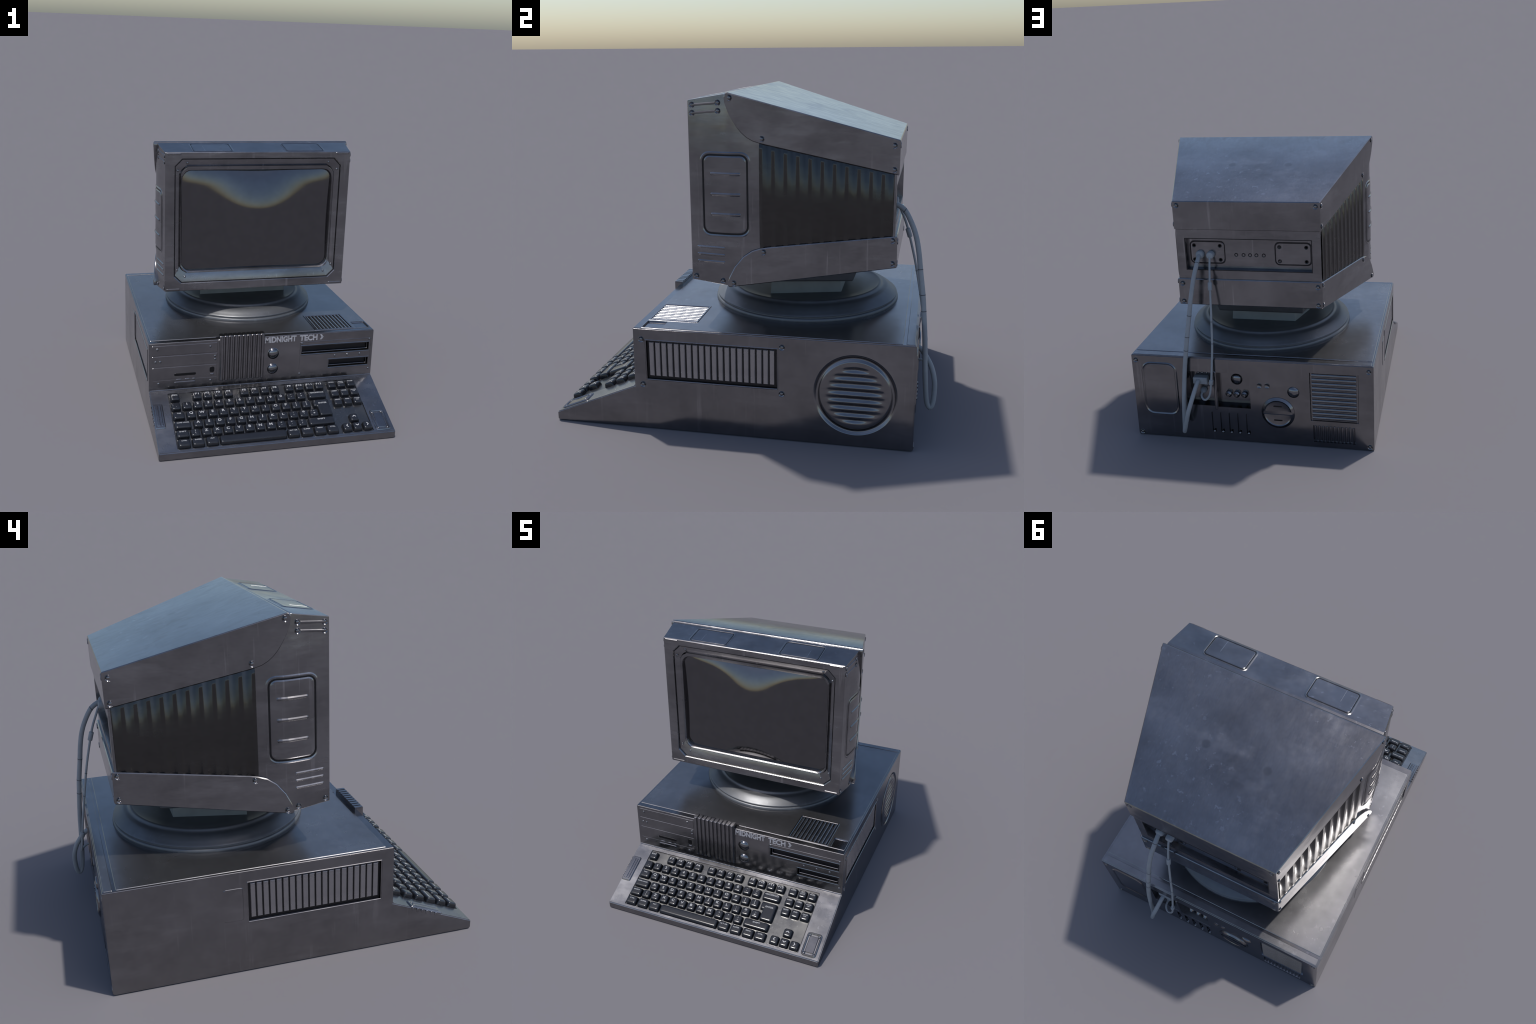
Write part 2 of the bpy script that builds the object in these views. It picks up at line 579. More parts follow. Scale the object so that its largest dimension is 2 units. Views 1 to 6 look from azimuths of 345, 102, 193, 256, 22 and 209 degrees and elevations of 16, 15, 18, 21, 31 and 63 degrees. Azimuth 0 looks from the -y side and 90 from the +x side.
# front: finned block, two knobs, drive bay panels, slots
def fins(bm):
    n, x0, x1 = 10, -0.301, -0.006
    w = (x1 - x0) / n
    plate(bm, rect(x0, x1, 0.277, 0.578), on_front, -0.031, 0.0095, 0.002)
    for i in range(n):
        a = x0 + i * w
        g = [(a + 0.0045, -0.029), (a + w - 0.0045, -0.029), (a + w - 0.0045, 0.0130), (a + w * 0.69, 0.0195), (a + w * 0.31, 0.0195), (a + 0.0045, 0.0130)]
        rings = []
        for z, d in ((0.275, 0.006), (0.281, 0.0), (0.580, 0.0), (0.5835, 0.0035)):
            rings.append([on_front(x, z, min(h, 0.0195 - d)) for x, h in g])
        loft(bm, rings)


part("fin_block", CASE, M_CASE, fins)
bm = bmesh.new()
lathe(bm, [(0.040, -0.004), (0.040, 0.001), (0.037, 0.0025)] + dome(0.036, 0.024, 8)[1:], FLAT, n=32)
knob = flatten(bm_mesh(bm, "knob", 60), 0.5)
copies("knob", knob, CASE, [axes(on_front, 0.057, 0.433), axes(on_front, 0.056, 0.327)], M_CHROME)


def bay_panels(bm):
    for a in (rect(-0.729, -0.314, 0.472, 0.537, 0.003), rect(-0.729, -0.314, 0.396, 0.466, 0.003),
              rect(-0.729, -0.314, 0.309, 0.390, 0.006), rect(-0.729, -0.314, 0.262, 0.303, 0.003)):
        plate(bm, a, on_front, -0.003, 0.0022, 0.0018)


part("drive_bay_panel", CASE, M_CASE, bay_panels)
part("drive_handle", CASE, M_DARK, lambda bm: plate(bm, rrect(-0.591, -0.450, 0.326, 0.346, 0.0095), on_front, 0.001, 0.0036, 0.002))


def bay_buttons(bm):
    plate(bm, rrect(-0.590, -0.455, 0.273, 0.288, 0.007), on_front, 0.0, 0.0065, 0.003)
    for x, w in ((-0.560, 0.017), (-0.507, 0.015), (-0.464, 0.010)):
        plate(bm, rrect(x - w, x + w, 0.294, 0.306, 0.0055), on_front, 0.0, 0.005, 0.003)
    plate(bm, rrect(-0.358, -0.334, 0.316, 0.328, 0.005), on_front, 0.0, 0.006, 0.003)


part("drive_button", CASE, M_CHROME, bay_buttons)
part("eject_notch", CASE, M_DARK, lambda bm: plate(bm, rrect(-0.362, -0.332, 0.336, 0.374, 0.010), on_front, 0.001, 0.0034, 0.001))


def drive_panel(bm):
    frame(bm, rect(0.236, 0.734, 0.262, 0.500, 0.004), on_front, 0.004, -0.002, 0.0018, 0.0015)


part("drive_panel_edge", CASE, M_CASE, drive_panel)
for a in ((0.246, 0.722, 0.411, 0.472), (0.438, 0.722, 0.306, 0.364)):
    def slot(bm, a=a):
        frame(bm, rect(a[0] - 0.005, a[1] + 0.005, a[2] - 0.005, a[3] + 0.005), on_front, 0.007, -0.004, 0.003, 0.003, 0.0015)
        frame(bm, rect(a[0] + 0.007, a[1] - 0.007, a[2] + 0.007, a[3] - 0.007), on_front, 0.005, -0.034, -0.012, 0.002)
    part("drive_slot_frame", CASE, M_CASE, slot)
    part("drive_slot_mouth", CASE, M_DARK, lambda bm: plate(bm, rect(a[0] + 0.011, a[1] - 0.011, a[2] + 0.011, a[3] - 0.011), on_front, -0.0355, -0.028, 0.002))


def text_mesh(bm, body, mp, u, v, size, sx=1.3, h=0.0006, fit=None, bold=0.0):
    """Lettering flattened to a mesh and laid on a mapped surface, centred on (u, v)."""
    cu = bpy.data.curves.new("lettering", "FONT")
    cu.body, cu.size, cu.align_x, cu.align_y, cu.resolution_u = body, 1.0, "CENTER", "CENTER", 3
    cu.extrude, cu.offset = 0.02, bold
    t = bpy.data.objects.new("lettering", cu)
    SC.objects.link(t)
    bpy.context.view_layer.update()
    me = bpy.data.meshes.new_from_object(t.evaluated_get(bpy.context.evaluated_depsgraph_get()))
    bpy.data.objects.remove(t)
    xs = [w.co.x for w in me.vertices] or [0, 1]
    ys = [w.co.y for w in me.vertices] or [0, 1]
    cx, cy = (min(xs) + max(xs)) / 2, (min(ys) + max(ys)) / 2
    kx = size * sx if fit is None else fit / (max(xs) - min(xs))
    vs = [bm.verts.new(mp(u + (w.co.x - cx) * kx, v + (w.co.y - cy) * size, h + w.co.z * 0.02)) for w in me.vertices]
    for p in me.polygons:
        try:
            bm.faces.new([vs[i] for i in p.vertices])
        except ValueError:
            pass
    bpy.data.meshes.remove(me)


def brand(bm):
    text_mesh(bm, "MIDNIGHT", on_front, 0.104, 0.5295, 0.053, fit=0.212, bold=0.04, h=0.001)
    text_mesh(bm, "TECH", on_front, 0.293, 0.5285, 0.053, fit=0.122, bold=0.04, h=0.001)
    g = [(0.371, 0.546), (0.383, 0.546), (0.396, 0.5285), (0.383, 0.511), (0.371, 0.511), (0.381, 0.5285)]
    loft(bm, [[on_front(x, z, -0.001) for x, z in reversed(g)], [on_front(x, z, 0.0012) for x, z in reversed(g)]])


part("brand_lettering", CASE, M_BRAND, brand)

# back fittings
part("bay_ledge_drawn_shade", CASE, M_RIB, lambda bm: [loft(bm, [[(-x0, y, z), (-x1, y, z), (-x1, y, z + 0.0015), (-x0, y, z + 0.0015)] for y, z in ((0.8915, z0), (0.8455, z0 + 0.009))]) for x0, x1, z0 in ((-0.402, -0.230, 0.2345), (-0.206, -0.003, 0.2305))])  # dark strip modelled over each bay ledge, shows it in shadow
part("back_cover_rim", CASE, M_CASE, lambda bm: groove(bm, rrect(-0.690, -0.458, 0.152, 0.512, 0.064, 6), on_back, 0.008, 0.0050, 0.0006), 20)
part("back_cover", CASE, M_CASE, lambda bm: plate(bm, rrect(-0.674, -0.474, 0.168, 0.496, 0.048, 6), on_back, -0.004, 0.0012, 0.0012))
part("connector_bay_rib", CASE, M_CASE, lambda bm: plate(bm, rect(-0.226, -0.210, 0.212, 0.470, 0.006), on_back, -0.003, 0.006, 0.004))
bm = bmesh.new()
lathe(bm, [(0.021, -0.018), (0.021, 0.004), (0.018, 0.007), (0.012, 0.012), (0.009, 0.018), (0.006, 0.018), (0.005, 0.012), (0, 0.011)], FLAT, n=18)
jack = bm_mesh(bm, "jack", 45)
copies("jack", jack, CASE, [axes(on_back, x, 0.306, -0.034) for x in (-0.145, -0.095, -0.045)], M_CHROME)
bm = bmesh.new()
lathe(bm, [(0.037, -0.004), (0.037, 0.002)] + dome(0.036, 0.026, 8)[1:], FLAT, n=28)
cap = flatten(bm_mesh(bm, "round_button", 60), 0.35)
copies("round_button", cap, CASE, [axes(on_back, -0.094, 0.402, -0.047), axes(on_back, 0.268, 0.360)], M_CHROME)
bm = bmesh.new()
lathe(bm, [(0.0180, -0.002), (0.0172, 0.0080), (0.0160, 0.0084), (0.0080, 0.0015), (0, 0.0008)], FLAT, n=20)
dish = flatten(bm_mesh(bm, "dimple", 40), 0.28)
copies("dimple", dish, CASE, [axes(on_back, 0.060, 0.391), axes(on_back, 0.108, 0.393)], M_CASE)
bm = bmesh.new()
lathe(bm, dome(0.009, 0.008, 5), FLAT, n=14)
bead = bm_mesh(bm, "slot_bead", 60)
copies("slot_bead", bead, CASE, [axes(on_back, -0.243 + 0.0548 * i, 0.058) for i in range(5)], M_CHROME)
copies("rivet", rivet, CASE, [axes(on_back, -x, 0.434, -0.047) for x in (0.338, 0.312, 0.282)], M_CHROME)


def dial(bm):
    lathe(bm, [(0.105, -0.003), (0.103, 0.008), (0.086, 0.027), (0.079, 0.021), (0.074, 0.0195), (0.0, 0.019)], FLAT, n=48)


DIAL = part("back_dial", CASE, M_FAN, dial, 40)
cut(DIAL, lambda bm: plate(bm, rect(-0.090, 0.090, -0.010, 0.013), FLAT, 0.008, 0.05, 0.001))
apply_mods(DIAL, 22)
flatten(DIAL.data, 0.38)
DIAL.matrix_basis = axes(on_back, 0.169, 0.216)
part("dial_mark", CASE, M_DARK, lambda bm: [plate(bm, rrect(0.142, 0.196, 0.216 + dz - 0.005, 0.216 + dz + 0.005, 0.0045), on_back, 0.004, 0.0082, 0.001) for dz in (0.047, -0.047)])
bm = bmesh.new()
rings = []
for x in (-0.133, 0.133):
    rings.append([(x, 0.0115 * math.cos(a), 0.010 * math.sin(a) - 0.001) for a in [math.pi * k / 8 for k in range(9)]])
loft(bm, rings)
bar2 = bm_mesh(bm, "grille_bar", 50)
copies("grille_bar", bar2, CASE, [axes(on_back, 0.514, 0.196 + 0.0281 * i, -0.008) for i in range(11)], M_CASE)
bm = bmesh.new()
plate(bm, rect(-0.006, 0.006, -0.054, 0.054, 0.003), FLAT, -0.012, -0.001, 0.003)
comb = bm_mesh(bm, "comb_bar")
copies("comb_bar", comb, CASE, [axes(on_back, 0.396 + 0.0231 * i, 0.091) for i in range(11)], M_CASE)

# ------------------------------------------------------------------ keyboard
def well(bm):
    plate(bm, rect(-0.632, 0.606, 0.025, 0.453, 0.004), on_deck, -0.012, -0.0040, 0.001)


KB = part("keyboard", ROOT, M_PLATE, well)


def badge_left(bm):
    plate(bm, rrect(-0.7465, -0.681, 0.184, 0.377, 0.010), on_deck, -0.012, 0.007, 0.005)
    plate(bm, rrect(-0.733, -0.712, 0.200, 0.360, 0.006), on_deck, 0.0, 0.0105, 0.003)
    plate(bm, rrect(-0.705, -0.695, 0.200, 0.360, 0.004), on_deck, 0.0, 0.0105, 0.003)


part("side_badge", KB, M_CASE, badge_left)
part("side_badge_tooth", KB, M_CASE, lambda bm: [plate(bm, rrect(0.655 + 0.026 * i, 0.668 + 0.026 * i, 0.170 - 0.0107 * i, 0.190 - 0.0107 * i, 0.005), on_left, -0.003, 0.003, 0.002) for i in range(6)], stuff=True)


def badge_right(bm):
    frame(bm, rrect(0.626, 0.725, 0.016, 0.179, 0.018), on_deck, 0.013, -0.002, 0.007, 0.005)
    plate(bm, rrect(0.646, 0.705, 0.040, 0.155, 0.008), on_deck, -0.002, 0.004, 0.0035)
    for x in (0.645, 0.706):
        for s in (0.036, 0.159):
            lathe(bm, dome(0.0085, 0.008, 4), on_deck, x, s, 12)


part("deck_badge", KB, M_CASE, badge_right, 40)

KEY_H0, KEY_H1 = -0.005, 0.0235
_keys = {}


def key_solid(ring):
    """Rounded key cap; ring(inset, corner) gives its outline at each height."""
    bm = bmesh.new()
    prof = [(0.0, KEY_H0, 0.009), (0.0006, KEY_H0 + 0.006, 0.009), (0.0024, KEY_H1 - 0.0125, 0.0105), (0.0036, KEY_H1 - 0.0065, 0.0115), (0.0056, KEY_H1 - 0.0025, 0.0115), (0.0086, KEY_H1 - 0.0006, 0.010), (0.0120, KEY_H1 + 0.0002, 0.008), (0.017, KEY_H1 + 0.0004, 0.005)]
    loft(bm, [[(x, y, h) for x, y in ring(d, r)] for d, h, r in prof])
    bmesh.ops.triangulate(bm, faces=[f for f in bm.faces if len(f.verts) > 4])
    return bm_mesh(bm, "key", 75)


def key_mesh(w):
    if w not in _keys:
        _keys[w] = key_solid(lambda d, r: rrect(-w / 2 + d, w / 2 - d, -0.0302 + d, 0.0302 - d, r, 4))
    return _keys[w]


U, W1 = 0.0675, 0.0605
LEGEND = []          # (u, s, text, size)


def key(u, s, w=W1, top="", size=0.022):
    o = obj("key", key_mesh(w), KB, M_KEY)
    o.matrix_basis = axes(on_deck, u, s)
    if top:
        LEGEND.append((u, s, top, size, w))


WORD = 0.010
key(-0.597, 0.411, W1, "ESC", 0.013)
for g, x in ((1, -0.457), (5, -0.1505), (9, 0.150)):
    for i in range(4):
        key(x + 0.068 * i, 0.411, W1, f"F{g + i}", 0.017)
for i, t in enumerate(("PRTSCN", "SCROLL\nLOCK", "PAUSE")):
    key(0.441 + 0.0665 * i, 0.411, W1, t, WORD)
for i, t in enumerate("`1234567890-="):
    key(-0.600 + U * i, 0.336, W1, t)
key(0.3175, 0.336, 0.122, "<BACKSPACE", 0.012)
key(-0.5925, 0.263, 0.075, "TAB", WORD)
for i, t in enumerate("QWERTYUIOP[]"):
    key(-0.517 + U * i, 0.263, W1, t)
key(-0.5785, 0.190, 0.103, "CAPS LOCK", WORD)
for i, t in enumerate("ASDFGHJKL;@#"):
    key(-0.4855 + U * i, 0.190, W1, t)
key(-0.590, 0.122, 0.079, "SHIFT", WORD)
for i, t in enumerate("\\ZXCVBNM<>?"):
    key(-0.514 + U * i, 0.122, W1, t)
key(0.289, 0.122, 0.172, "SHIFT", 0.012)
for x, t in ((-0.5915, "CTRL"), (-0.5065, "SUPER"), (-0.4205, "ALT"), (0.087, "ALT GR"), (0.1745, "SUPER"), (0.2595, "MENU"), (0.343, "CTRL")):
    key(x, 0.054, 0.077, t, WORD)
key(-0.1665, 0.054, 0.418)
for r, row in ((0.336, ("INSERT", "HOME", "PAGE\nUP")), (0.263, ("DELETE", "END", "PAGE\nDN"))):
    for i, t in enumerate(row):
        key(0.441 + 0.0665 * i, r, W1, t, WORD)
for x, s, t in ((0.5065, 0.125, "up"), (0.4395, 0.056, "left"), (0.5065, 0.056, "down"), (0.574, 0.056, "right")):
    key(x, s, W1, t)


def l_outline(pts, r=0.008, n=3):
    """Round every corner of a counter-clockwise polygon."""
    out = []
    for i, q in enumerate(pts):
        p, q2, s = Vector(pts[i - 1]), Vector(q), Vector(pts[(i + 1) % len(pts)])
        a, b = q2 + (p - q2).normalized() * r, q2 + (s - q2).normalized() * r
        for k in range(n + 1):
            t = k / n
            out.append(tuple((1 - t) ** 2 * a + 2 * t * (1 - t) * q2 + t * t * b))
    return out


ENTER = [(0.0555, -0.0665), (0.0555, 0.0665), (-0.0555, 0.0665), (-0.0555, 0.0085), (-0.0330, 0.0085), (-0.0330, -0.0665)]
ent = key_solid(lambda d, r: l_outline(offset(ENTER, d), r))
o = obj("key", ent, KB, M_KEY)
o.matrix_basis = axes(on_deck, 0.3245, 0.2265)
LEGEND.append((0.333, 0.2480, "ENTER", 0.013, 0.1))


def legends(bm):
    top = KEY_H1 + 0.0005
    two = {"<": ("<", ","), ">": (">", "."), "?": ("?", "/"), "-": ("_", "-"), "=": ("+", "="), "\\": ("|", "\\"), "@": ("@", "'"), "[": ("{", "["), "]": ("}", "]"), ";": (":", ";"), "#": ("~", "#"), "`": ("", "`")}
    turn = {"up": 0, "left": 90, "down": 180, "right": 270}
    for u, s, t, size, w in LEGEND:
        if t in turn:
            a = math.radians(turn[t])
            g = [(-0.011, -0.004), (0, 0.004), (0.011, -0.004), (0.011, 0.002), (0, 0.0105), (-0.011, 0.002)]
            g = [(x * math.cos(a) - (y - 0.003) * math.sin(a), x * math.sin(a) + (y - 0.003) * math.cos(a)) for x, y in g]
            loft(bm, [[on_deck(u + x, s + 0.004 + y, top - 0.001) for x, y in g], [on_deck(u + x, s + 0.004 + y, top + 0.0006) for x, y in g]])
        elif t in two:
            hi, lo = two[t]
            if hi:
                text_mesh(bm, hi, on_deck, u, s + 0.010, 0.014, 1.3, top, bold=0.015)
            text_mesh(bm, lo, on_deck, u, s - 0.007, 0.014, 1.3, top, bold=0.015)
        elif len(t) == 1:
            text_mesh(bm, t, on_deck, u, s + 0.006, 0.024, 1.25, top, bold=0.015)
        else:
            lines = t.split("\n")
            for k, ln in enumerate(lines):
                f = min(w - 0.026, 0.0085 * len(ln) * size / 0.010)
                if t[0] == "F" and len(t) < 4:
                    f = 0.012 * len(t)
                text_mesh(bm, ln, on_deck, u, s + (0.010 if len(t) > 3 or t[0] != "F" else 0.008) - 0.011 * k, size * (1.1 if len(lines) == 1 else 0.9), 1.2, top, fit=f, bold=0.015)


part("key_legend", KB, M_PRINT, legends, stuff=True)

# ------------------------------------------------------------------ swivel foot
def foot(bm):
    prof = [(0.518, 0.551), (0.522, 0.561), (0.520, 0.571), (0.517, 0.574), (0.511, 0.5765), (0.5105, 0.5812), (0.515, 0.5835), (0.5155, 0.588), (0.513, 0.591), (0.506, 0.595), (0.494, 0.6055), (0.480, 0.6150),
            (0.468, 0.6225), (0.462, 0.6253), (0.456, 0.6270), (0.446, 0.6285), (0.438, 0.6300), (0.433, 0.6325), (0.4285, 0.638), (0.4255, 0.642), (0.422, 0.6445), (0.416, 0.6455), (0.4095, 0.644), (0.403, 0.6415), (0.36, 0.641), (0.0, 0.641)]
    lathe(bm, prof, lambda u, v, h: (u, v + 0.242, h), n=64)


FOOT = part("swivel_foot", ROOT, M_FOOT, foot, 35)


def neck(bm):
    def ring(z, d):
        return [(x, y, z) for x, y in rrect(0, 1, 0, 1, 0, 1)]
    q = lambda z, wf, wb, yf, yb: [(-wf, yf, z), (wf, yf, z), (wb, yb, z), (-wb, yb, z)]
    loft(bm, [q(0.628, 0.309, 0.208, 0.088, 0.465), q(0.735, 0.303, 0.200, 0.096, 0.455)])


o = part("neck", FOOT, M_NECK, neck)
bevel(o, 0.003)
apply_mods(o)


def mount(bm):
    q = lambda z, wf, wb, yf, yb: [(-wf, yf, z), (wf, yf, z), (wb, yb, z), (-wb, yb, z)]
    loft(bm, [q(0.722, 0.365, 0.268, 0.03, 0.528), q(0.730, 0.370, 0.272, 0.02, 0.535), q(0.85, 0.385, 0.288, -0.01, 0.580)])


part("neck_mount", FOOT, M_FOOT, mount)

# ------------------------------------------------------------------ monitor
# lofted bezel: from the hidden rear rim forward over the lip and into the screen well
N = 5
RINGS = [  # y, half width, bottom, top, corner radius, chamfered
    (0.100, 0.602, 0.800, 1.670, 0.004, False), (0.060, 0.613, 0.797, 1.680, 0.004, False), (0.020, 0.625, 0.791, 1.690, 0.004, False),
    (-0.015, 0.6325, 0.783, 1.705, 0.004, False), (-0.045, 0.635, 0.776, 1.728, 0.004, False), (-0.075, 0.633, 0.775, 1.7295, 0.004, False),
    (-0.120, 0.628, 0.778, 1.722, 0.004, False), (-0.200, 0.6165, 0.7865, 1.7085, 0.004, False), (-0.2555, 0.6095, 0.791, 1.6995, 0.004, False),
    (-0.2595, 0.6055, 0.795, 1.6955, 0.004, False),
    (-0.2595, 0.5510, 0.8420, 1.6610, 0.047, True), (-0.2560, 0.5480, 0.8450, 1.6580, 0.047, True), (-0.2485, 0.5455, 0.8475, 1.6555, 0.047, True),
    (-0.2480, 0.5425, 0.8505, 1.6525, 0.047, True),
    (-0.2290, 0.5095, 0.9050, 1.6095, 0.045, True), (-0.2280, 0.5080, 0.9065, 1.6080, 0.045, True), (-0.2390, 0.5065, 0.9090, 1.6060, 0.046, True),
    (-0.2385, 0.5040, 0.9125, 1.6010, 0.050, False), (-0.2310, 0.4985, 0.9180, 1.5840, 0.060, False), (-0.2200, 0.4960, 0.9200, 1.5780, 0.062, False),
    (-0.2050, 0.4955, 0.9205, 1.5770, 0.062, False)]


def bezel(bm):
    loft(bm, [[(x, y, z) for x, z in rrect(-w, w, b, t, r, N, ch)] for y, w, b, t, r, ch in RINGS])


MON = part("monitor", ROOT, M_MON, bezel, 10)


def side_w(y):
    pts = sorted((r[0], r[1]) for r in RINGS[:9])
    for (a, wa), (b, wb) in zip(pts, pts[1:]):
        if a <= y <= b:
            return wa + (wb - wa) * (y - a) / (b - a)
    return pts[0][1] if y < pts[0][0] else pts[-1][1]


def dome_across(a):
    return 0.27 + 0.73 * math.exp(-(a / 0.45) ** 2)


def screen(bm):
    nx, nz = 56, 40
    hw, z0, z1, y0 = 0.4965, 0.9190, 1.5785, -0.2130
    cz, hz = (z0 + z1) / 2, (z1 - z0) / 2
    vs = []
    for k in range(nz + 1):
        b = 2 * k / nz - 1
        vs.append([bm.verts.new((hw * a, y0 - 0.088 * max(0.0, 1 - a * a) ** 1.4 * (1 - b * b), cz + hz * b)) for a in [2 * i / nx - 1 for i in range(nx + 1)]])
    for k in range(nz):
        for i in range(nx):
            bm.faces.new((vs[k][i], vs[k][i + 1], vs[k + 1][i + 1], vs[k + 1][i]))


SCREEN = part("screen", MON, M_SCREEN, screen, 80)
# normals bent beyond the mesh curve to shape the sky reflection on the glass
nrm = []
for v in SCREEN.data.vertices:
    a, b = v.co.x / 0.4965, (v.co.z - 1.24875) / 0.32975
    across = dome_across(a)
    roll = max(0.0, (b - 0.68) / 0.32) ** 2 * (1 - a ** 8)
    up = 0.43 * b * across + 0.17 * roll if b > 0 else 0.26 * b * across
    nrm.append(Vector((0.22 * a * (1 - b * b), -1.0, up)).normalized())
SCREEN.data.normals_split_custom_set_from_vertices(nrm)

copies("rivet", rivet, MON, [Matrix.Translation((sx * x, -0.250 + dy, z)) @ Matrix.Rotation(math.radians(90), 4, "X") for sx in (1, -1)
                             for x, z, dy in ((0.467, 1.631, 0.0115), (0.5275, 1.582, 0.0095), (0.5275, 0.929, 0.0095), (0.475, 0.881, 0.0145))], M_MON)


def frame_dark_line(bm):
    mp = lambda u, v, h: (u, -0.2485 - h, v)
    frame(bm, rrect(-0.5470, 0.5470, 0.8460, 1.6570, 0.047, N, True), mp, 0.0050, -0.004, 0.0012, 0.0004)


part("frame_dark_line", MON, M_DARK, frame_dark_line)  # thin dark frame along the outer octagon outline


def corner_tabs(bm):
    mp = lambda u, v, h: (u, -0.2595 - h, v)
    for s in (1, -1):
        for z in (1.6890, 0.8035):
            a, b = sorted((s * 0.510, s * 0.598))
            plate(bm, rrect(a, b, z - 0.006, z + 0.006, 0.004), mp, -0.002, 0.0035, 0.003)


part("corner_tab", MON, M_MON, corner_tabs)


# panels on the sloping top of the bezel
def on_bezel_top(u, v, h):
    k = 0.0300 / 0.1785
    return (u, v - h * k, 1.6995 + (v + 0.2535) * k + h)


def top_panel(bm):
    for s in (1, -1):
        a, b = sorted((s * 0.175, s * 0.433))
        groove(bm, rrect(a - 0.007, b + 0.007, -0.2545, -0.087, 0.028, 6), on_bezel_top, 0.0045, 0.0024, 0.0004)
        plate(bm, rrect(a + 0.006, b - 0.006, -0.242, -0.101, 0.017, 6), on_bezel_top, -0.002, 0.0022, 0.005, (), 0.0022)


part("top_panel", MON, M_MON, top_panel)
part("top_panel_drawn_shade", MON, M_DARK, lambda bm: [groove(bm, rrect(min(s * 0.175, s * 0.433) - 0.0005, max(s * 0.175, s * 0.433) + 0.0005, -0.2485, -0.0935, 0.022, 6), on_bezel_top, 0.0030, 0.0009, 0.0008) for s in (1, -1)])  # blackened ring for the shade in the groove round each panel
part("top_panel_score", MON, M_SLAT, lambda bm: [plate(bm, rect(s * 0.355 - 0.0012, s * 0.355 + 0.0012, -0.238, -0.15), on_bezel_top, -0.001, 0.0026, 0.0005) for s in (1, -1)])

# side details, mirrored
for s in (1, -1):
    mp = (lambda u, v, h: (side_w(u) + h, u, v)) if s > 0 else (lambda u, v, h: (-side_w(-u) - h, -u, v))
    ry = (lambda a, b: (a, b)) if s > 0 else (lambda a, b: (-b, -a))
    cuts = [k * s for k in (-0.2, -0.12, -0.075, -0.045, -0.015, 0.02)]

    def panel(bm):
        a, b = ry(-0.193, 0.046)
        plate(bm, rrect(a + 0.010, b - 0.010, 1.045, 1.433, 0.033, 6), mp, -0.006, 0.0040, 0.0080, cuts, 0.0042)

    part("side_panel", MON, M_MON, panel, 20)

    def rim(bm):
        a, b = ry(-0.203, 0.056)
        groove(bm, rrect(a, b, 1.025, 1.453, 0.052, 6), mp, 0.0065, 0.0036, 0.0012)

    part("side_panel_rim", MON, M_MON, rim, 20)

    def drawn_shade(bm):
        a, b = ry(-0.193, 0.046)
        groove(bm, rrect(a - 0.001, b + 0.001, 1.034, 1.444, 0.043, 6), mp, 0.0060, 0.0016, 0.0013)

    part("side_panel_drawn_shade", MON, M_DARK, drawn_shade)  # dark band modelled as the shadow deep in the panel groove

    def slots(bm):
        for z in (1.343, 1.241, 1.140):
            a, b = ry(-0.148, 0.008)
            plate(bm, rrect(a, b, z - 0.0085, z + 0.0085, 0.008), mp, 0.001, 0.0092, 0.0062, cuts, 0.0048)
        for z in (0.968, 0.931, 0.894):
            a, b = ry(-0.227, -0.077)
            plate(bm, rrect(a, b, z - 0.0065, z + 0.0065, 0.006), mp, -0.003, 0.0044, 0.0052, cuts, 0.0038)

    part("side_louvre", MON, M_MON, slots)

    def dumbbell(bm):
        for z in (1.677, 1.638):
            a, b = ry(-0.236, -0.101)
            zt = 0.012 * s
            plate(bm, rrect(a, b, z - 0.0075, z + 0.0045, 0.005), lambda u, v, h: mp(u, v + 0.012 * ((u * s + 0.236) / 0.135) , h), -0.003, 0.0030, 0.0028, cuts)

    part("name_strip", MON, M_MON, dumbbell)
    copies("screw", screw, MON, [axes(mp, s * y, z, 0.0015) @ Matrix.Scale(0.9, 4) for y, z in ((-0.236, 1.676), (-0.101, 1.688), (-0.236, 1.637), (-0.101, 1.649), (-0.236, 0.811), (-0.091, 0.797))], M_MON)
    copies("rivet", rivet, MON, [axes(mp, s * y, z, 0.0) @ Matrix.Scale(0.75, 4) for y, z in ((-0.165, 1.412), (0.018, 1.412), (-0.165, 1.066), (0.018, 1.066))], M_MON)


# rear body between the two clamshell plates
def taper(y):
    return 0.602 - 0.258 * (y - 0.097)


def body(bm):
    rings = []
    for y, zb, zt in ((0.09, 0.85, 1.60), (0.755, 0.93, 1.44), (0.757, 0.932, 1.438)):
        w = taper(y) - 0.011 if y < 0.74 else 0.438 - (0.002 if y > 0.756 else 0)
        rings.append([(x, y, z) for x, z in rrect(-w, w, zb, zt, 0.003, 2)])
    rings.insert(1, [(x, 0.744, z) for x, z in rrect(-taper(0.744) + 0.011, taper(0.744) - 0.011, 0.925, 1.445, 0.003, 2)])
    rings.insert(2, [(x, 0.745, z) for x, z in rrect(-taper(0.745) - 0.005, taper(0.745) + 0.005, 0.925, 1.445, 0.003, 2)])
    loft(bm, rings)


BODY = part("rear_body", MON, M_MON, body)


def back_recess(bm):
    a = rect(-0.382, 0.382, 1.077, 1.268)
    loft(bm, [[on_monitor_back(x, z, 0.03) for x, z in a], [on_monitor_back(x, z, 0.0) for x, z in a], [on_monitor_back(x, z, -0.036) for x, z in offset(a, 0.004)]])


cut(BODY, back_recess)
apply_mods(BODY)


RIB_Y0, RIB_Y1, RIB_N = 0.098, 0.744, 11


def rib_top(y):
    return 1.500 - (y - 0.095) * 0.2515


def rib_bottom(y):
    return 0.962 + (y - 0.102) * 0.0750


